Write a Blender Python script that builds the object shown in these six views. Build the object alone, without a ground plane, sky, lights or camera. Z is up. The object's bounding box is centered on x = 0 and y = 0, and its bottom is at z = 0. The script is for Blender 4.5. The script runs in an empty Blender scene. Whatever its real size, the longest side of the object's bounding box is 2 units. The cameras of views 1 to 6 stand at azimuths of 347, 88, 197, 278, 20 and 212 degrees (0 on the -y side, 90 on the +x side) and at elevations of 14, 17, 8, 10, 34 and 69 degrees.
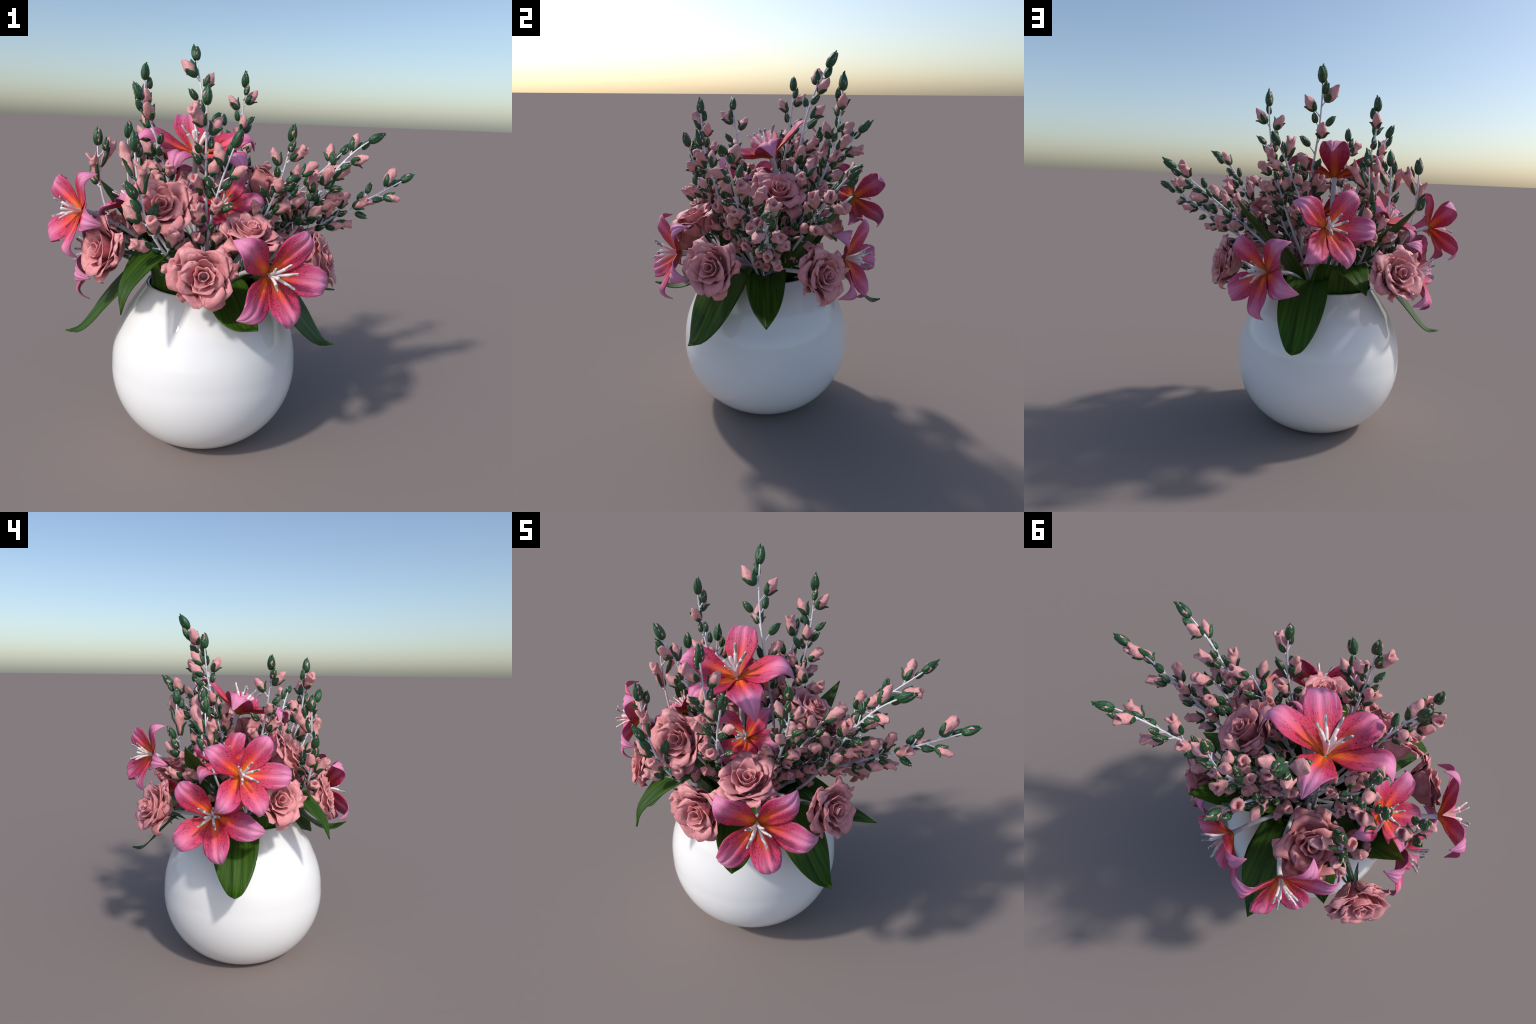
import bpy, math, random
import numpy as np
from mathutils import Vector, Matrix, noise

rng = random.Random(7)
AXIS = Vector((-0.179, -0.037, 0.0))          # the vase's axis of revolution

# ------------------------------------------------------------------ helpers
def new_mesh(name, verts, faces, mats, face_mat=None, smooth=True):
    me = bpy.data.meshes.new(name)
    me.from_pydata([tuple(v) for v in verts], [], faces)
    for m in mats:
        me.materials.append(m)
    if face_mat:
        me.polygons.foreach_set("material_index", face_mat)
    me.polygons.foreach_set("use_smooth", [smooth] * len(me.polygons))
    me.update()
    return me


def new_object(name, data, parent=None, matrix=None):
    ob = bpy.data.objects.new(name, data)
    bpy.context.scene.collection.objects.link(ob)
    if parent is not None:
        ob.parent = parent
    if matrix is not None:
        ob.matrix_basis = matrix
    return ob


def shell(P, thick):
    """Closed thin body from a grid of points P[i, j, 3]: two skins and a rim."""
    P = np.asarray(P, float)
    n, m, _ = P.shape
    N = np.cross(np.gradient(P, axis=0), np.gradient(P, axis=1))
    L = np.linalg.norm(N, axis=2, keepdims=True)
    N = N / np.where(L < 1e-12, 1, L)
    th = thick if np.ndim(thick) == 0 else np.asarray(thick)[..., None]
    A, B = P + N * th / 2, P - N * th / 2
    verts = list(A.reshape(-1, 3)) + list(B.reshape(-1, 3))
    o = n * m
    f = []
    for i in range(n - 1):
        for j in range(m - 1):
            a, b, c, d = i * m + j, (i + 1) * m + j, (i + 1) * m + j + 1, i * m + j + 1
            f.append((a, b, c, d))
            f.append((o + d, o + c, o + b, o + a))
    ring = [i * m for i in range(n)] + [(n - 1) * m + j for j in range(1, m)] \
        + [i * m + m - 1 for i in range(n - 2, -1, -1)] + [j for j in range(m - 2, 0, -1)]
    for k in range(len(ring)):
        a, b = ring[k], ring[(k + 1) % len(ring)]
        f.append((b, a, o + a, o + b))
    return verts, f


def join(parts):
    V, F = [], []
    for v, f in parts:
        k = len(V)
        V += list(v)
        F += [tuple(i + k for i in q) for q in f]
    return V, F


def tube(path, radii, sides=8):
    """Round rod along a path, closed at both ends."""
    path = [Vector(p) for p in path]
    verts, faces = [], []
    t0 = (path[1] - path[0]).normalized()
    ref = t0.orthogonal().normalized()
    n = len(path)
    for i, p in enumerate(path):
        t = (path[min(i + 1, n - 1)] - path[max(i - 1, 0)]).normalized()
        ref = (ref - t * ref.dot(t)).normalized()
        b = t.cross(ref)
        for k in range(sides):
            a = 2 * math.pi * k / sides
            verts.append(p + (ref * math.cos(a) + b * math.sin(a)) * radii[i])
    for i in range(n - 1):
        for k in range(sides):
            a, b2 = i * sides + k, i * sides + (k + 1) % sides
            faces.append((a, b2, b2 + sides, a + sides))
    verts += [path[0], path[-1]]
    c0, c1 = len(verts) - 2, len(verts) - 1
    for k in range(sides):
        faces.append((c0, (k + 1) % sides, k))
        faces.append((c1, (n - 1) * sides + k, (n - 1) * sides + (k + 1) % sides))
    return verts, faces


def bezier(pts, n):
    P = [Vector(p) for p in pts]
    out = []
    for i in range(n):
        t = i / (n - 1)
        q = P
        while len(q) > 1:
            q = [a.lerp(b, t) for a, b in zip(q, q[1:])]
        out.append(q[0])
    return out


def spline(knots, n):
    """Catmull-Rom through knots (any dimension), n samples, even in arc length."""
    K = np.asarray(knots, float)
    E = np.vstack([2 * K[0] - K[1], K, 2 * K[-1] - K[-2]])
    out = []
    for i in range(1, len(E) - 2):
        for t in np.linspace(0, 1, 24, endpoint=False):
            a, b, c, d = E[i - 1], E[i], E[i + 1], E[i + 2]
            out.append(.5 * (2 * b + (c - a) * t + (2 * a - 5 * b + 4 * c - d) * t * t + (3 * b - a - 3 * c + d) * t ** 3))
    out.append(K[-1])
    O = np.array(out)
    s = np.r_[0, np.cumsum(np.linalg.norm(np.diff(O, axis=0), axis=1))]
    q = np.linspace(0, s[-1], n)
    return np.array([[np.interp(v, s, O[:, c]) for c in range(O.shape[1])] for v in q])


def frame(pos, axis, xdir=None, scale=1.0):
    z = Vector(axis).normalized()
    x = Vector(xdir) if xdir is not None else z.orthogonal()
    x = (x - z * x.dot(z)).normalized()
    y = z.cross(x)
    R = Matrix((x, y, z)).transposed().to_4x4()
    return Matrix.Translation(Vector(pos)) @ R @ Matrix.Scale(scale, 4)


# ---------------------------------------------------------------- materials
class Nodes:
    def __init__(self, name, rough=.5, **kw):
        self.mat = bpy.data.materials.new(name)
        self.mat.use_nodes = True
        self.t = self.mat.node_tree
        self.b = self.t.nodes["Principled BSDF"]
        self.b.inputs["Roughness"].default_value = rough
        for k, v in kw.items():
            self.b.inputs[k.replace("_", " ")].default_value = v

    def node(self, kind, **kw):
        n = self.t.nodes.new("ShaderNode" + kind)
        for k, v in kw.items():
            setattr(n, k, v)
        return n

    def link(self, a, b):
        self.t.links.new(a, b)

    def coords(self, out="Object", scale=(1, 1, 1)):
        tc, mp = self.node("TexCoord"), self.node("Mapping")
        mp.inputs["Scale"].default_value = scale
        self.link(tc.outputs[out], mp.inputs["Vector"])
        return mp.outputs["Vector"]

    def noise(self, vec, scale, detail=4, rough=.55, dist=0):
        n = self.node("TexNoise")
        n.inputs["Scale"].default_value = scale
        n.inputs["Detail"].default_value = detail
        n.inputs["Roughness"].default_value = rough
        n.inputs["Distortion"].default_value = dist
        self.link(vec, n.inputs["Vector"])
        return n.outputs["Fac"]

    def ramp(self, fac, stops):
        r = self.node("ValToRGB")
        el = r.color_ramp.elements
        while len(el) < len(stops):
            el.new(.5)
        for e, (p, c) in zip(el, stops):
            e.position = p
            e.color = (*c, 1) if len(c) == 3 else c
        self.link(fac, r.inputs["Fac"])
        return r.outputs["Color"]

    def math(self, op, a, b=None, clamp=False):
        m = self.node("Math", operation=op, use_clamp=clamp)
        for i, v in enumerate((a, b)):
            if v is None:
                continue
            if isinstance(v, (int, float)):
                m.inputs[i].default_value = v
            else:
                self.link(v, m.inputs[i])
        return m.outputs[0]

    def mix(self, fac, a, b, mode="MIX"):
        m = self.node("Mix", data_type="RGBA", blend_type=mode)
        for s, v in ((m.inputs[0], fac), (m.inputs[6], a), (m.inputs[7], b)):
            if isinstance(v, (int, float)):
                s.default_value = v
            elif isinstance(v, tuple):
                s.default_value = (*v, 1)
            else:
                self.link(v, s)
        return m.outputs[2]

    def smooth(self, v, lo, hi):
        m = self.node("MapRange", interpolation_type="SMOOTHSTEP")
        m.inputs["From Min"].default_value = lo
        m.inputs["From Max"].default_value = hi
        self.link(v, m.inputs["Value"])
        return m.outputs["Result"]

    def xyz(self, vec):
        s = self.node("SeparateXYZ")
        self.link(vec, s.inputs[0])
        return s.outputs

    def bump(self, h, strength, dist=.002):
        b = self.node("Bump")
        b.inputs["Strength"].default_value = strength
        b.inputs["Distance"].default_value = dist
        self.link(h, b.inputs["Height"])
        self.link(b.outputs["Normal"], self.b.inputs["Normal"])

    def color(self, c):
        self.link(c, self.b.inputs["Base Color"])
        return self.mat


def make_vase_glaze():
    n = Nodes("white_glaze", .015)
    v = n.noise(n.coords(), 3, 2)
    return n.color(n.ramp(v, [(.3, (.86, .855, .85)), (.7, (.88, .88, .88))]))


def make_lily_petal():
    # local x runs out along the petal, y across it
    n = Nodes("lily_petal", .5, Specular_IOR_Level=.35)
    vec = n.coords()
    x, y, z = n.xyz(vec)
    ay = n.math("ABSOLUTE", y)
    streak = n.noise(n.coords(scale=(9, 120, 9)), 1.0, 3)
    wob = n.noise(n.coords(scale=(14, 40, 14)), 1.0, 3)
    fine = n.noise(n.coords(scale=(60, 260, 60)), 1.0, 5, .65)
    # along the petal: wine red throat -> rose red -> pink -> lilac pink tip
    s = n.math("ADD", x, n.math("MULTIPLY", n.math("SUBTRACT", wob, .5), .07))
    edge = n.ramp(s, [(.0, (.30, .02, .01)), (.045, (.52, .025, .035)), (.10, (.62, .034, .095)),
                      (.155, (.58, .070, .190)), (.215, (.54, .14, .31))])
    heart = n.ramp(s, [(.0, (.60, .20, .010)), (.045, (.90, .16, .015)), (.085, (.86, .09, .05)),
                       (.130, (.78, .11, .20)), (.19, (.74, .25, .44))])
    w = n.math("ADD", ay, n.math("MULTIPLY", n.math("SUBTRACT", streak, .5), .02))
    w = n.math("SUBTRACT", w, n.math("MULTIPLY", x, .06))
    c = n.mix(n.smooth(w, .001, .025), heart, edge)
    # paler bands either side of the midrib towards the tip
    pale = n.math("MULTIPLY", n.smooth(streak, .5, .75), n.smooth(x, .09, .19))
    c = n.mix(n.math("MULTIPLY", pale, .6), c, (.82, .34, .54))
    # dark freckles and dashes on the inner half
    vor = n.node("TexVoronoi")
    vor.inputs["Scale"].default_value = 1
    n.link(n.coords(scale=(75, 190, 75)), vor.inputs["Vector"])
    pick = n.node("TexWhiteNoise")
    n.link(vor.outputs["Position"], pick.inputs["Vector"])
    dot = n.math("MULTIPLY", n.math("LESS_THAN", vor.outputs["Distance"], .3),
                 n.math("GREATER_THAN", pick.outputs["Value"], .30))
    zone = n.math("MULTIPLY", n.smooth(x, .035, .06), n.math("SUBTRACT", 1, n.smooth(x, .13, .17)))
    zone = n.math("MULTIPLY", zone, n.smooth(ay, .008, .022))
    c = n.mix(n.math("MULTIPLY", n.math("MULTIPLY", dot, zone), .85), c, (.10, .006, .012))
    line = n.math("MULTIPLY", n.smooth(fine, .53, .64),
                  n.math("MULTIPLY", n.smooth(ay, .004, .014), n.math("SUBTRACT", 1, n.smooth(x, .06, .14))))
    c = n.mix(n.math("MULTIPLY", line, .75), c, (.13, .008, .012))
    n.bump(fine, .8, .004)
    return n.color(c)


def make_rose_petal():
    n = Nodes("dusty_rose_petal", .5, Sheen_Weight=.1)
    a = n.noise(n.coords(), 26, 4)
    b = n.noise(n.coords(scale=(1, 1, .25)), 140, 4, .6)
    c = n.ramp(a, [(.25, (.62, .195, .215)), (.5, (.72, .270, .285)), (.75, (.82, .385, .390))])
    c = n.mix(n.math("MULTIPLY", n.smooth(b, .5, .8), .35), c, (.57, .150, .175))
    n.bump(b, .35, .003)
    return n.color(c)


def make_bud_petal():
    n = Nodes("bud_petal", .48)
    g = n.xyz(n.coords("Generated"))[2]
    a = n.noise(n.coords(), 5, 3)
    b = n.noise(n.coords(scale=(1, 1, .2)), 30, 4, .6)
    c = n.ramp(a, [(.3, (.70, .275, .285)), (.7, (.82, .41, .405))])
    c = n.mix(n.math("MULTIPLY", n.math("SUBTRACT", 1, n.smooth(g, .0, .5)), .5), c, (.70, .21, .23))
    c = n.mix(n.math("MULTIPLY", n.smooth(b, .52, .8), .3), c, (.46, .15, .16))
    n.bump(b, .3, .05)
    return n.color(c)


def make_calyx():
    n = Nodes("calyx_green", .4)
    g = n.xyz(n.coords("Generated"))[2]
    a = n.noise(n.coords(scale=(1, 1, .35)), 9, 3)
    c = n.ramp(a, [(.3, (.010, .054, .019)), (.7, (.023, .106, .037))])
    c = n.mix(n.smooth(n.math("ADD", g, n.math("MULTIPLY", a, .06)), .93, 1.03), c, (.07, .26, .02))
    n.bump(a, .3, .03)
    return n.color(c)


def make_leaf():
    n = Nodes("leaf_green", .5, Specular_IOR_Level=.22)
    v1 = n.noise(n.coords(scale=(70, 2.5, 2.5)), 1, 4, .6)
    v2 = n.noise(n.coords(scale=(160, 5, 5)), 1, 3, .6)
    big = n.noise(n.coords(scale=(9, 3, 3)), 1, 3)
    c = n.ramp(v1, [(.32, (.013, .036, .003)), (.5, (.031, .085, .004)), (.72, (.060, .138, .007))])
    c = n.mix(n.math("MULTIPLY", n.smooth(big, .55, .75), .5), c, (.014, .046, .008))
    n.bump(v2, .25, .002)
    return n.color(c)


def make_stem():
    n = Nodes("pale_stem", .45)
    a = n.noise(n.coords(scale=(1, 1, .2)), 70, 3)
    c = n.ramp(a, [(.3, (.64, .62, .66)), (.7, (.78, .76, .79))])
    n.bump(a, .2, .002)
    return n.color(c)


def make_stamen():
    n = Nodes("stamen_white", .4)
    x, y, z = n.xyz(n.coords())
    a = n.noise(n.coords(scale=(120, 120, 3)), 1, 1)
    tip = n.math("MULTIPLY", n.smooth(z, .098, .103), n.smooth(a, .50, .62))
    c = n.mix(n.math("MULTIPLY", n.smooth(z, .02, .09), .4), (.86, .83, .82), (.80, .66, .66))
    return n.color(n.mix(tip, c, (.22, .22, .24)))


GLAZE, LILY, ROSE, BUD, CALYX, LEAF, STEM, STAMEN = (
    make_vase_glaze(), make_lily_petal(), make_rose_petal(), make_bud_petal(),
    make_calyx(), make_leaf(), make_stem(), make_stamen())

# --------------------------------------------------------------------- vase
def build_vase():
    outer = [(.220, .0), (.252, .003)]
    R, cz = .4755, .406
    for k in range(1, 25):
        a = math.radians(-57 + 82 * k / 24)
        full = .010 * math.sin(math.pi * min(1, max(0, -math.degrees(a)) / 57)) ** .8
        outer.append(((R + full) * math.cos(a), cz + (R + full) * math.sin(a)))
    outer += [(.404, .668), (.381, .703), (.356, .740), (.331, .774), (.312, .800), (.302, .815)]
    prof = spline(outer, 70).tolist()
    lip = [(.298, .8205), (.291, .8215), (.285, .818)]
    inner = [(r - .022, z - .002) for r, z in prof[::-1] if z > .03] + [(.19, .03), (0.0, .03)]
    prof = [(0.0, .004), (.2, .004)] + prof + lip + inner
    seg = 128
    verts, faces = [], []
    for r, z in prof:
        for k in range(seg):
            a = 2 * math.pi * k / seg
            verts.append((r * math.cos(a), r * math.sin(a), max(z, 0)))
    for i in range(len(prof) - 1):
        for k in range(seg):
            a, b = i * seg + k, i * seg + (k + 1) % seg
            faces.append((a, b, b + seg, a + seg))
    me = new_mesh("vase", verts, faces, [GLAZE])
    ob = new_object("vase", me, None, Matrix.Translation(AXIS))
    ob["label"] = "round glossy white ceramic vase with a wide mouth"
    ob["category"] = "vase"
    return ob


build_vase()
bouquet = new_object("bouquet", None, None, Matrix.Translation(AXIS + Vector((0, 0, .06))))
bouquet["label"] = "pink lilies, dusty roses and budding spikes with broad leaves"
bouquet["category"] = "flower bouquet"
TO_LOCAL = bouquet.matrix_basis.inverted()


def stem_object(name, path_parts):
    """A stem mesh, parent of its blossoms, in the bouquet's own frame."""
    V, F = join(path_parts)
    V = [TO_LOCAL @ Vector(v) for v in V]
    return new_object(name, new_mesh(name, V, F, [STEM]), bouquet)


# -------------------------------------------------------------------- lilies
def lily_petal_mesh(length, droop, seed, width=.066):
    """Petal in its own frame: x outward, y across, z along the flower's axis."""
    mid = spline([(.004, -.006), (.035, .016), (.08, .036), (.13, .065), (.165, .086),
                  (.19, .083), (.208, .060), (.216, .030 - droop)], 27)
    mid[:, 0] *= length
    n, m = len(mid), 15
    T = np.gradient(mid, axis=0)
    T /= np.linalg.norm(T, axis=1)[:, None]
    P = np.zeros((n, m, 3))
    for i in range(n):
        s = i / (n - 1)
        w = width * np.interp(s, [0, .12, .27, .40, .50, .60, .70, .79, .87, .94, 1], [.20, .38, .72, .96, 1.0, .91, .71, .49, .31, .15, .02])
        for j in range(m):
            u = j / (m - 1) * 2 - 1
            groove = -.006 * math.exp(-(u / .13) ** 2) * math.sin(math.pi * s)
            ridge = .004 * math.exp(-((abs(u) - .3) / .16) ** 2) * math.sin(math.pi * s)
            cup = w * u * u * (.42 * (1 - s) - .30 * s)        # cupped throat, rolled-back tip
            wav = .006 * math.sin(7 * s + 2.2 * u + seed) * abs(u) ** 1.5 * math.sin(math.pi * s)
            off = groove + ridge + cup + wav
            nx, nz = -T[i, 1], T[i, 0]
            P[i, j] = (mid[i, 0] + nx * off, u * w, mid[i, 1] + nz * off)
            P[i, j] += np.array(noise.noise_vector(Vector(P[i, j]) * 40 + Vector((seed, 0, 0)))) * .0018
    V, F = shell(P, .0035)
    return new_mesh("petal", V, F, [LILY])


# azimuth, length factor, extra droop: five uneven petals as in the model
LILY_PETALS = [(151, 1.02, .01), (58, 1.05, .004), (0, 1.18, .012), (-62, 1.03, .002), (-124, 1.04, .008)]
PETAL_MESHES = [lily_petal_mesh(l, d, 3.1 * k) for k, (a, l, d) in enumerate(LILY_PETALS)]


def stamen_mesh():
    path = bezier([(0, 0, 0), (-.002, 0, .045), (.003, 0, .078), (.010, 0, .097)], 9)
    V1 = tube(path, [.0058 + .0010 * i / 8 for i in range(9)], 10)
    d = (path[-1] - path[-2]).normalized()
    p = [path[-1] - d * .004 + d * .044 * t for t in (0, .06, .3, .7, .94, 1)]
    V2 = tube(p, [.004, .0052, .0056, .0056, .0050, .003], 10)
    V, F = join([V1, V2])
    return new_mesh("stamen", V, F, [STAMEN])


STAMEN_ME = stamen_mesh()
PISTIL_ME = new_mesh("pistil", *tube([(0, 0, 0), (0, 0, .06), (.002, 0, .092), (.003, 0, .1)], [.006, .006, .008, .005], 10), [STAMEN])
STAMEN_TIPS = [(.050, .020, .156), (.046, -.036, .145), (.014, .048, .150), (-.050, .028, .148), (-.030, -.050, .150)]

# centre, axis, direction of the longest petal, size
LILY_CUPS = []
LILIES = [
    ((.038, -.494, .974), (.344, -.926, .153), (.924, .305, -.232), 1.111),
    ((-.231, -.009, 1.444), (.030, -.380, .925), (.578, -.765, -.285), 1.283),
    ((-.125, -.180, 1.220), (-.042, -.787, .616), (.997, -.069, -.021), .80),
    ((-.760, -.110, 1.190), (-.849, -.485, .211), (.471, -.875, -.115), 1.0),
    ((-.682, .033, .958), (-.975, .05, .17), (.03, -.966, -.249), 1.09),
    ((-.303, .471, 1.201), (-.636, .735, .235), (-.768, -.632, -.101), .986),
    ((.028, .374, .937), (.490, .860, .140), (-.829, .509, -.231), 1.13),
    ((-.535, .010, 1.205), (-.60, .05, .80), (.05, -1.0, .05), .85),
]
for k, (pos, ax, xd, sc) in enumerate(LILIES):
    pos, ax = Vector(pos), Vector(ax).normalized()
    neck = AXIS + Vector((.07 * math.cos(k * 2.4), .07 * math.sin(k * 2.4), .80))
    back = pos - ax * (.16 * sc)
    up = Vector((neck.x * .55 + pos.x * .45, neck.y * .55 + pos.y * .45, max(.95, pos.z - .22)))
    foot = AXIS * 1.0 + Vector((-.1 * math.cos(k * 2.4), -.1 * math.sin(k * 2.4), .12))
    path = bezier([pos - ax * .002, back, up, neck, neck - Vector((0, 0, .2)), foot], 30)
    rad = [.0105 * sc * (1.25 if i == 0 else 1) for i in range(30)]
    LILY_CUPS.append((frame(pos, ax, xd, sc).inverted()))
    lily = stem_object("lily", [tube(path, rad, 10)])
    M = TO_LOCAL @ frame(pos, ax, xd, sc)
    for me, (az, l, d) in zip(PETAL_MESHES, LILY_PETALS):
        new_object("petal", me, lily, M @ Matrix.Rotation(math.radians(az), 4, 'Z'))
    for tip in STAMEN_TIPS:
        az = math.atan2(tip[1], tip[0])
        tilt = math.atan2(math.hypot(tip[0], tip[1]) - .012, tip[2])
        new_object("stamen", STAMEN_ME, lily, M @ Matrix.Rotation(az, 4, 'Z') @ Matrix.Rotation(tilt, 4, 'Y'))
    new_object("pistil", PISTIL_ME, lily, M @ Matrix.Rotation(math.radians(200), 4, 'Z') @ Matrix.Rotation(.16, 4, 'Y'))

# --------------------------------------------------------------------- roses
# ring: count, top radius, top height, base height, half angle, lip, side drop, tip point
ROSE_RINGS = [
    (3, .017, .054, -.01, 95, .003, .10, .000),
    (3, .036, .058, -.03, 74, .010, .18, .010),
    (4, .060, .056, -.05, 58, .020, .26, .020),
    (4, .084, .049, -.07, 56, .028, .34, .034),
    (5, .099, .040, -.085, 45, .034, .42, .048),
    (6, .108, .024, -.095, 38, .034, .46, .055),
]


def rose_petal_mesh(ring, k, seed):
    cnt, rt, zt, zb, half, lip, drop, point = ring
    r = random.Random(seed)
    half = math.radians(half * r.uniform(.92, 1.1))
    rb = .012 + .012 * k / 5
    n, m = 11, 11
    skew, tilt = r.uniform(-.45, .45), r.uniform(-.022, .022)
    fold, fold_u = r.uniform(.2, .8), r.choice((-1, 1)) * r.uniform(.35, .7)
    rt *= r.uniform(.90, 1.10)
    zt += r.uniform(-.014, .012) * (.4 + .6 * k / 5)
    lip *= r.uniform(.5, 1.5)
    P = np.zeros((n, m, 3))
    for j in range(m):
        u = j / (m - 1) * 2 - 1
        hgt = 1 - drop * abs(u + skew * .4) ** 2.3
        hgt += point * 3 * max(0, 1 - abs(u - skew) / .5)
        for i in range(n):
            t = i / (n - 1) * hgt
            a = u * half * (.42 + .58 * min(1, t * 1.9) ** .8)
            rr = rb + (rt - rb) * math.sin(min(t, 1.05) * math.pi / 2) ** .75
            z = zb + (zt - zb) * t ** 1.15
            c = max(0, t - .70) / .30
            rr += lip * c * c * (1 + .6 * fold * math.exp(-((u - fold_u) / .3) ** 2))
            z -= lip * .55 * c ** 2.6
            z += tilt * u * t
            rr += .05 * rt * u * t            # spiral: one edge inside, one outside
            p = Vector((rr * math.cos(a), rr * math.sin(a), z))
            nv = noise.noise_vector(p * 17 + Vector((seed * 3.7, 0, 0)))
            nf = noise.noise_vector(p * 48 + Vector((0, seed * 1.9, 0)))
            amp = (.35 + .65 * t) * (.35 + .65 * k / 5)
            ridge = abs(noise.noise(p * 26 + Vector((seed * 2.3, 5, 0))))
            p = p + Vector((math.cos(a), math.sin(a), .6)) * ((.5 - 2 * ridge) * .014 * amp)
            p = p + nv * (.020 * amp) + nf * (.010 * amp)
            R = math.hypot(p.x, p.y)
            if R > .136:                      # keep stray corners inside the bloom's outline
                f = (.136 + .022 * math.tanh((R - .136) / .022)) / R
                p = Vector((p.x * f, p.y * f, p.z))
            P[i, j] = p
    V, F = shell(P, .0022)
    return new_mesh("petal", V, F, [ROSE])


ROSE_PARTS = []
for k, ring in enumerate(ROSE_RINGS):
    for q in range(ring[0]):
        az = 360 * q / ring[0] + k * 41 + rng.uniform(-14, 14)
        ROSE_PARTS.append((rose_petal_mesh(ring, k, 13 * k + q + 1), az))


def sepal_grid(length, width, out, n=9, m=5):
    P = np.zeros((n, m, 3))
    for i in range(n):
        s = i / (n - 1)
        w = width * math.sin(math.pi * (.12 + .88 * s)) ** .8 * (1 - .35 * s)
        for j in range(m):
            u = j / (m - 1) * 2 - 1
            P[i, j] = (.012 + out(s), w * u, -length * s)
    return P


ROSE_SEPALS = new_mesh("sepals", *join([
    ([Matrix.Rotation(math.radians(72 * q + 15 * math.sin(q * 5)), 3, 'Z') @ Vector(v) + Vector((0, 0, -.095)) for v in V], F)
    for q in range(5)
    for V, F in [shell(sepal_grid(.085, .011, lambda s, q=q: .045 * s ** .7 + .012 * math.sin(3 * s + q)), .0015)]]), [CALYX])

# centre, facing axis, size, stem radius
ROSES = [
    ((-.406, -.316, 1.236), (-.12, -.85, .50), 1.06, .011),
    ((-.655, -.285, 1.048), (-.80, -.52, .28), .96, .010),
    ((-.244, -.497, .977), (-.12, -.95, .22), 1.0, .011),
    ((-.030, -.409, 1.130), (.08, -.38, .92), .98, .011),
    ((.330, -.305, .984), (.85, -.40, .30), 1.0, .011),
    ((.323, .216, .946), (.78, .58, .20), 1.0, .011),
    ((.135, .012, 1.305), (.60, .12, .78), 1.0, .017),
    ((-.642, .350, .984), (-.60, .70, .36), 1.0, .011),
    ((-.345, .275, 1.150), (-.22, .30, .92), 1.12, .012),
    ((-.050, .045, .970), (.10, .85, .45), .80, .010),
]
for k, (pos, ax, sc, rad) in enumerate(ROSES):
    ax = Vector(ax).normalized()
    pos = Vector(pos) + ax * .010
    neck = AXIS + Vector((.09 * math.cos(k * 2.1 + 1), .09 * math.sin(k * 2.1 + 1), .80))
    foot = AXIS + Vector((-.08 * math.cos(k * 2.1 + 1), -.08 * math.sin(k * 2.1 + 1), .11))
    start = pos - ax * (.085 * sc)
    back = pos - ax * (.24 * sc)
    up = Vector((neck.x * .6 + back.x * .4, neck.y * .6 + back.y * .4, max(.9, pos.z - .25)))
    path = bezier([start, back, up, neck, neck - Vector((0, 0, .2)), foot], 26)
    hip = tube([pos - ax * (d * sc) for d in (.06, .075, .09, .105, .115)],
               [.010 * sc, .020 * sc, .021 * sc, .015 * sc, rad], 12)
    rose = stem_object("rose", [tube(path, [rad] * 26, 10), hip])
    M = TO_LOCAL @ frame(pos, ax, (0, 0, 1) if abs(ax.z) < .8 else (1, 0, 0), sc) @ Matrix.Rotation(.35 * math.sin(k * 4.7), 4, 'Z')
    for me, az in ROSE_PARTS:
        new_object("petal", me, rose, M @ Matrix.Rotation(math.radians(az), 4, 'Z'))
    new_object("sepals", ROSE_SEPALS, rose, M)

# -------------------------------------------------------- budding flower spikes
def bud_body(profile, lobes, twist, seed, open_top=False, sides=15, n=14):
    """Wrapped petals: a lathe with a spiralling overlap step; unit length along z."""
    K = spline(profile, n)
    P = []
    for i, (r, z) in enumerate(K):
        row = []
        for k in range(sides):
            a = 2 * math.pi * k / sides
            ph = (lobes * (a / (2 * math.pi) + twist * z)) % 1.0
            step = 1 + .26 * (ph - .5) * min(1, z * 3) + .05 * math.cos(2 * a + seed)
            dz = .11 * math.cos(2 * a + seed + 2) * max(0, z - .6) / .4 if open_top else 0
            nv = noise.noise_vector(Vector((r * math.cos(a), r * math.sin(a), z)) * 4.5 + Vector((seed, 0, 0)))
            row.append(Vector((r * step * math.cos(a), r * step * math.sin(a), z + dz)) + nv * (.11 if open_top else .06) * min(1, z * 1.6))
        P.append(row)
    V = [p for row in P for p in row]
    F = []
    for i in range(n - 1):
        for k in range(sides):
            a, b = i * sides + k, i * sides + (k + 1) % sides
            F.append((a, b, b + sides, a + sides))
    V += [Vector((0, 0, K[0][1])), Vector((0, 0, K[-1][1]))]
    for k in range(sides):
        F.append((len(V) - 2, (k + 1) % sides, k))
        F.append((len(V) - 1, (n - 1) * sides + k, (n - 1) * sides + (k + 1) % sides))
    return V, F


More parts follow.
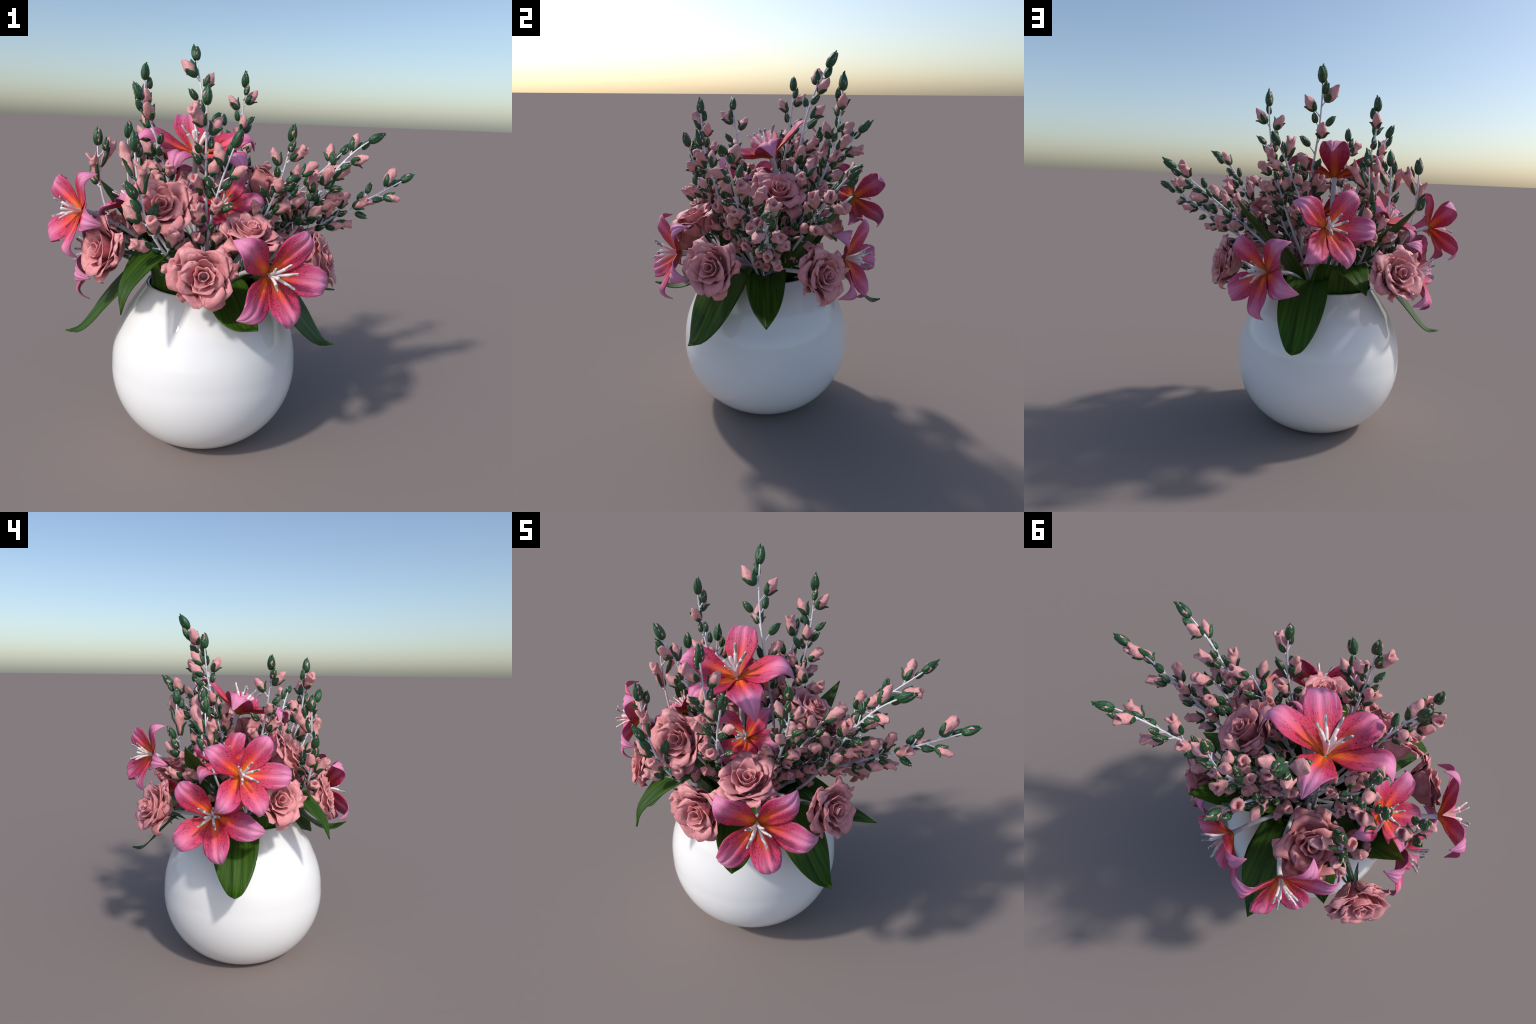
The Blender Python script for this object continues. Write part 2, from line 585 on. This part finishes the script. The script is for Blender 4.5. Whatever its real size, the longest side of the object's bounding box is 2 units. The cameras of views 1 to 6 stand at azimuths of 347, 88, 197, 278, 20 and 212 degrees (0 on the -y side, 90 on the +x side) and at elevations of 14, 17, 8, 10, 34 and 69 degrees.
def calyx_body(count, length, width, hug, flare, seed):
    """Sepals standing round the base of a bud, tips flared; unit of the bud's length."""
    r = random.Random(seed)
    parts = []
    for q in range(count):
        L, fl = length * r.uniform(.85, 1.1), flare * r.uniform(.5, 1.4)
        az = 2 * math.pi * (q / count) + r.uniform(-.25, .25)
        n, m = 11, 7
        P = np.zeros((n, m, 3))
        for i in range(n):
            s = i / (n - 1)
            w = width * max(.02, math.sin(math.pi * (.10 + .90 * s)) ** .75 * (1 - .25 * s) if s < 1 else .02)
            rad = np.interp(s * L, [h[1] for h in hug], [h[0] for h in hug]) + .035 + fl * max(0, s - .55) ** 2 * 4
            for j in range(m):
                u = j / (m - 1) * 2 - 1
                a = az + u * w / max(rad, .12)
                rr = rad - .05 * u * u + .025 * math.exp(-(u / .25) ** 2)
                P[i, j] = (rr * math.cos(a), rr * math.sin(a), -.02 + s * L)
        parts.append(shell(P, .03))
    return join(parts)


CLOSED = [(.04, 0), (.15, .08), (.235, .25), (.262, .42), (.225, .62), (.15, .82), (.085, .95), (.04, 1.0)]
CORE = [(.04, 0), (.14, .08), (.20, .25), (.215, .42), (.18, .62), (.11, .80), (.06, .88), (.03, .90)]
OPEN = [(.04, 0), (.15, .07), (.24, .24), (.265, .42), (.245, .60), (.225, .76), (.245, .89), (.275, .965), (.235, 1.0),
        (.15, .96), (.09, .88), (.06, .78), (.04, .66)]
LONG = [(.03, 0), (.07, .10), (.115, .30), (.150, .52), (.168, .70), (.165, .84), (.20, .96), (.19, 1.0),
        (.14, .97), (.09, .88), (.06, .75)]
BUD_KINDS = {}
for kind, prof, opened, variants in (("green", CORE, False, 3), ("pink", CLOSED, False, 4), ("open", OPEN, True, 4), ("long", LONG, True, 2)):
    BUD_KINDS[kind] = []
    for s in range(variants):
        V, F = bud_body(prof, 3, .35 + .1 * s, 2.3 * s + 1, opened)
        body = new_mesh("flower_bud", V, F, [BUD])
        if kind == "green":
            cal = calyx_body(3, 1.0, .36, CORE, .02, s + 1)
        elif kind == "pink":
            cal = calyx_body(3, .58, .26, CLOSED, .18, s + 5)
        elif kind == "open":
            cal = calyx_body(3, .56, .24, OPEN[:8], .14, s + 9)
        else:
            cal = calyx_body(2, .66, .12, LONG[:7], .14, s + 13)
        BUD_KINDS[kind].append((body, new_mesh("calyx", *cal, [CALYX])))

# distance from tip, offset from stem, azimuth of offset, azimuth and lean of the bud, kind, length
RACEME = [
    (.143, .027, -70, -16, 12, "green", .070), (.193, .020, 8, 0, 36, "pink", .108), (.238, .033, 195, 180, 37, "pink", .102),
    (.305, .022, 174, 230, 25, "green", .068), (.316, .037, 7, 24, 40, "green", .072), (.372, .038, -70, -95, 30, "pink", .105),
    (.378, .030, -22, 5, 32, "green", .067), (.431, .040, 198, 192, 50, "green", .074), (.430, .030, 108, 108, 26, "pink", .105),
    (.532, .021, 116, 114, 26, "green", .064), (.551, .027, -58, -52, 26, "green", .069), (.500, .034, 20, 15, 34, "open", .098),
    (.560, .036, 215, 220, 36, "open", .098), (.627, .034, 163, 184, 22, "pink", .105), (.610, .036, 60, 60, 38, "open", .098),
    (.650, .036, -60, -60, 40, "open", .096), (.690, .040, 120, 120, 42, "green", .072), (.700, .040, 20, 20, 42, "open", .096),
    (.740, .044, 240, 240, 44, "open", .094),
]
TRUMPETS = [
    (.110, .033, -50, -60, 11, "green", .060), (.190, .025, 15, 0, 29, "long", .140), (.255, .018, -155, -157, 9, "long", .125),
    (.270, .022, 100, 90, 22, "green", .080), (.381, .043, -45, -106, 39, "green", .080), (.326, .018, 104, 104, 18, "green", .074), (.365, .026, 60, 60, 28, "pink", .100),
    (.420, .032, 180, 180, 36, "open", .090), (.450, .034, -40, -40, 40, "green", .076), (.480, .034, 90, 90, 40, "open", .094),
    (.520, .036, -120, -120, 44, "open", .088), (.550, .036, 20, 20, 46, "green", .074), (.590, .036, 150, 150, 48, "pink", .086),
    (.630, .038, -70, -70, 46, "open", .088),
]
EAST, SOUTH = Vector((1, 0, 0)), Vector((0, -1, 0))
# foot, two pulls, tip, arrangement, reference side, roll, size, how far its buds have opened
SPIKES = [
    ((-.136, -.003, .72), (.003, .206, 1.171), (-.182, .011, 1.519), (-.208, .331, 1.997), RACEME, EAST, -165, 1.0, .1),
    ((-.163, -.036, .72), (-.215, -.022, 1.159), (-.511, .132, 1.462), (-.466, .127, 1.878), RACEME, EAST, 88, .86, .1),
    ((-.165, -.021, .72), (-.064, .114, 1.098), (.063, .353, 1.428), (.066, .320, 1.879), RACEME, EAST, -8, .86, .1),
    ((-.174, -.042, .72), (-.188, -.229, 1.045), (-.239, -.401, 1.311), (-.222, -.390, 1.759), RACEME, EAST, -154, .86, .15),
    ((-.177, -.030, .72), (-.343, -.091, 1.058), (-.365, -.219, 1.465), (-.520, -.227, 1.764), RACEME, EAST, -82, .86, .15),
    ((-.136, -.045, .72), (.345, -.139, .966), (.275, -.195, 1.422), (.641, -.245, 1.585), RACEME, SOUTH, -148, .88, .75),
    ((-.187, -.024, .72), (.169, .037, .967), (.655, -.118, 1.253), (.917, -.060, 1.378), RACEME, SOUTH, -125, .88, .75),
    ((-.227, -.045, .72), (.032, .158, 1.006), (.627, .203, 1.455), (.687, .308, 1.510), RACEME, SOUTH, -134, .92, .75),
    ((-.166, -.045, .72), (-.033, -.254, .986), (.159, -.268, 1.275), (.151, -.379, 1.617), RACEME, EAST, -28, .84, .3),
    ((-.179, -.044, .72), (-.201, -.265, .988), (-.254, -.386, 1.173), (-.089, -.467, 1.587), RACEME, EAST, 160, .88, .3),
    ((-.194, -.067, .72), (-.376, -.507, 1.114), (-.516, -.441, 1.028), (-.520, -.436, 1.569), TRUMPETS, EAST, 116, 1.0, .3),
    ((-.196, -.040, .72), (-.543, -.080, 1.027), (-.731, .069, .991), (-.693, .075, 1.566), TRUMPETS, EAST, 40, 1.0, .3),
    ((-.200, -.015, .72), (-.532, .042, 1.007), (-.590, .158, 1.137), (-.548, .117, 1.602), TRUMPETS, EAST, 25, 1.0, .3),
    ((-.198, -.019, .72), (-.461, .140, .986), (-.523, .281, 1.039), (-.452, .287, 1.592), TRUMPETS, EAST, 23, 1.0, .3),
    ((-.177, -.042, .72), (-.168, .081, 1.070), (-.090, .213, 1.374), (-.018, .494, 1.653), RACEME, SOUTH, -54, .88, .5),
]
# shorter sprays that carry no end bud: foot, two pulls, top, side, roll
SHORT_SPRAYS = [
    ((-.16, -.04, .72), (-.04, -.12, .98), (.15, -.19, 1.18), (.252, -.206, 1.385), EAST, 40),
    ((-.15, -.03, .72), (.02, -.05, .96), (.26, -.11, 1.14), (.424, -.130, 1.300), SOUTH, 200),
    ((-.16, -.02, .72), (.00, -.02, .94), (.24, -.05, 1.10), (.405, -.060, 1.245), SOUTH, 60),
    ((-.16, -.02, .72), (-.06, .06, 1.00), (.06, .14, 1.20), (.085, .150, 1.385), EAST, 150),
]
SPIKES += [(a, b, c, d, RACEME, side, roll, .88, .8) for a, b, c, d, side, roll in SHORT_SPRAYS]
for k, (p0, p1, p2, p3, plan, ref, roll, size, opened) in enumerate(SPIKES):
    foot = Vector((p0[0] - (p3[0] - p0[0]) * .12, p0[1] - (p3[1] - p0[1]) * .12, .10))
    curve = bezier([p0, p1, p2, p3], 120)
    cum = [0]
    for a, b in zip(curve, curve[1:]):
        cum.append(cum[-1] + (b - a).length)
    total = cum[-1]

    def at(d):
        s = total - d
        i = max(0, min(len(curve) - 2, int(np.searchsorted(cum, s)) - 1))
        f = (s - cum[i]) / max(1e-9, cum[i + 1] - cum[i])
        return curve[i].lerp(curve[i + 1], f), (curve[i + 1] - curve[i]).normalized()

    cut = .165 if k >= 15 else 0
    bud = .010 if cut else .096 * (size if plan is RACEME else .90)
    end = at(bud * .95)[0]
    rod = [foot] + [foot.lerp(curve[0], .5)] + [c for c, s in zip(curve[::3], cum[::3]) if s < total - bud] + [end]
    m = len(rod)
    radii = [.0100 - .0064 * (i / (m - 1)) ** 1.3 for i in range(m)]
    parts = [tube(rod, radii, 8)]
    buds = []
    local = random.Random(100 + k)
    tip_dir = at(bud * .5)[1]
    if not cut:
        buds.append((end - tip_dir * .003, tip_dir, "green", bud, local.uniform(0, 6.3)))
    for d, off, azo, az, lean, kind, length in plan:
        d, off, length = d * size, off * size, length * size
        d -= cut
        if d > total - .14 or d < -.03:
            continue
        q, t = at(d)
        side = (ref - t * ref.dot(t)).normalized()
        up = t.cross(side)
        ao, a, ln = (math.radians(v) for v in (azo + roll, az + roll, lean))
        base = q + (side * math.cos(ao) + up * math.sin(ao)) * off
        dirv = (t * math.cos(ln) + (side * math.cos(a) + up * math.sin(a)) * math.sin(ln)).normalized()
        inside = False
        for cup in LILY_CUPS:
            for pt in (base, base + dirv * (length * .5), base + dirv * length):
                c = cup @ pt
                r = math.hypot(c.x, c.y)
                inside = inside or (-.005 < c.z < .19 and r < .06 + .75 * max(c.z, 0)) \
                    or (r < .20 and abs(c.z - .50 * r) < .028)
        if inside:
            continue
        root, rt = at(max(d + off * .9, .004))
        parts.append(tube([root - rt * .008, root.lerp(base, .45) + (base - q) * .10, base + dirv * .004], [.0046, .0030, .0034], 6))
        if local.random() < .35:      # little nodes where stalks leave the stem
            c = root + (base - q).normalized() * .006
            parts.append(tube([c - t * .006, c - t * .004, c, c + t * .004, c + t * .006], [.002, .005, .0065, .005, .002], 8))
        if kind == "pink" and local.random() < opened:
            kind = "open"
        buds.append((base, dirv, kind, length * local.uniform(.96, 1.04), local.uniform(0, 6.3)))
    spike = stem_object("flower_spike", parts)
    for pos, dirv, kind, length, turn in buds:
        body, cal = local.choice(BUD_KINDS[kind])
        M = TO_LOCAL @ frame(pos, dirv, None, length) @ Matrix.Rotation(turn, 4, 'Z')
        new_object("flower_bud", body, spike, M)
        new_object("calyx", cal, spike, M)

# -------------------------------------------------------------------- leaves
DROOP = [(.08, .45), (.15, .65), (.215, .82), (.270, .886), (.335, .862), (.405, .810), (.455, .770), (.51, .718), (.57, .652), (.63, .603), (.690, .603)]
ARCH = [(.04, .42), (.10, .62), (.18, .79), (.265, .862), (.35, .832), (.44, .776), (.54, .756), (.632, .781)]
REACH = [(.04, .42), (.10, .62), (.18, .785), (.27, .850), (.36, .838), (.45, .803), (.55, .776), (.61, .766), (.700, .748)]
CREST = [(.10, .48), (.20, .66), (.262, .80), (.280, .90), (.305, .99), (.36, 1.042), (.47, 1.018), (.57, .966), (.625, .915), (.652, .835)]
FOLD = [(.10, .48), (.20, .66), (.262, .80), (.275, .88), (.295, .95), (.34, .985), (.42, .975), (.50, .940), (.571, .877)]
RISE = [(.06, .45), (.13, .66), (.20, .86), (.28, 1.00), (.37, 1.10), (.46, 1.19), (.567, 1.307)]
# tip direction, profile, half width, channel depth, where the widest part is, how the foot swings round
LEAVES = [
    ((-.682, -.069), DROOP, .125, .030, .62, 0),
    ((.561, -.393), DROOP, .128, .030, .62, 0),
    ((-.028, .687), DROOP, .125, .030, .62, 0),
    ((.142, -.614), ARCH, .110, .035, .60, 0),
    ((.698, -.019), REACH, .105, .060, .52, 0),
    ((-.405, -.510), CREST, .135, .030, .34, -6),
    ((-.333, .464), FOLD, .150, .030, .40, -6),
    ((.374, .421), RISE, .115, .030, .46, 0),
    ((-.533, .213), RISE, .145, .025, .38, 0),
]
for k, (way, prof, half, chan, peak, swing) in enumerate(LEAVES):
    S = spline(prof, 40)
    n, m = len(S), 15
    T = np.gradient(S, axis=0)
    T /= np.linalg.norm(T, axis=1)[:, None]
    P = np.zeros((n, m, 3))
    for i in range(n):
        s = i / (n - 1)
        w = half * (s / peak) ** .9 if s < peak else half * max(0.0, 1 - ((s - peak) / (1 - peak)) ** (1.6 if prof is CREST else 2.3))
        foot_w = 1.0 if prof in (CREST, FOLD) else .42
        w = half * (foot_w + (1 - foot_w) * min(1, w / half)) if s < peak else max(w, .0008)
        ch = chan * (math.exp(-((s - .45) / .28) ** 2))
        bow = (.004 if prof is REACH else 0 if k == 1 else .019) * (1 - s ** 5)
        for j in range(m):
            u = j / (m - 1) * 2 - 1
            off = ch * abs(u) ** 1.6 * (w / half) + .004 * math.exp(-(u / .12) ** 2)
            off += .006 * noise.noise(Vector((u * 1.5, s * 4, k * 5.3))) * (w / half)
            rho, x = S[i, 0] - T[i, 1] * off, u * w + bow
            ph = math.radians(swing) * (1 - s) ** 2
            P[i, j] = (x * math.cos(ph) - rho * math.sin(ph), x * math.sin(ph) + rho * math.cos(ph), S[i, 1] + T[i, 0] * off)
    V, F = shell(P, .004)
    ang = math.atan2(way[1], way[0]) - math.pi / 2
    M = Matrix.Translation((0, 0, -.06)) @ Matrix.Rotation(ang, 4, 'Z')
    new_object("leaf", new_mesh("leaf", V, F, [LEAF]), bouquet, M)
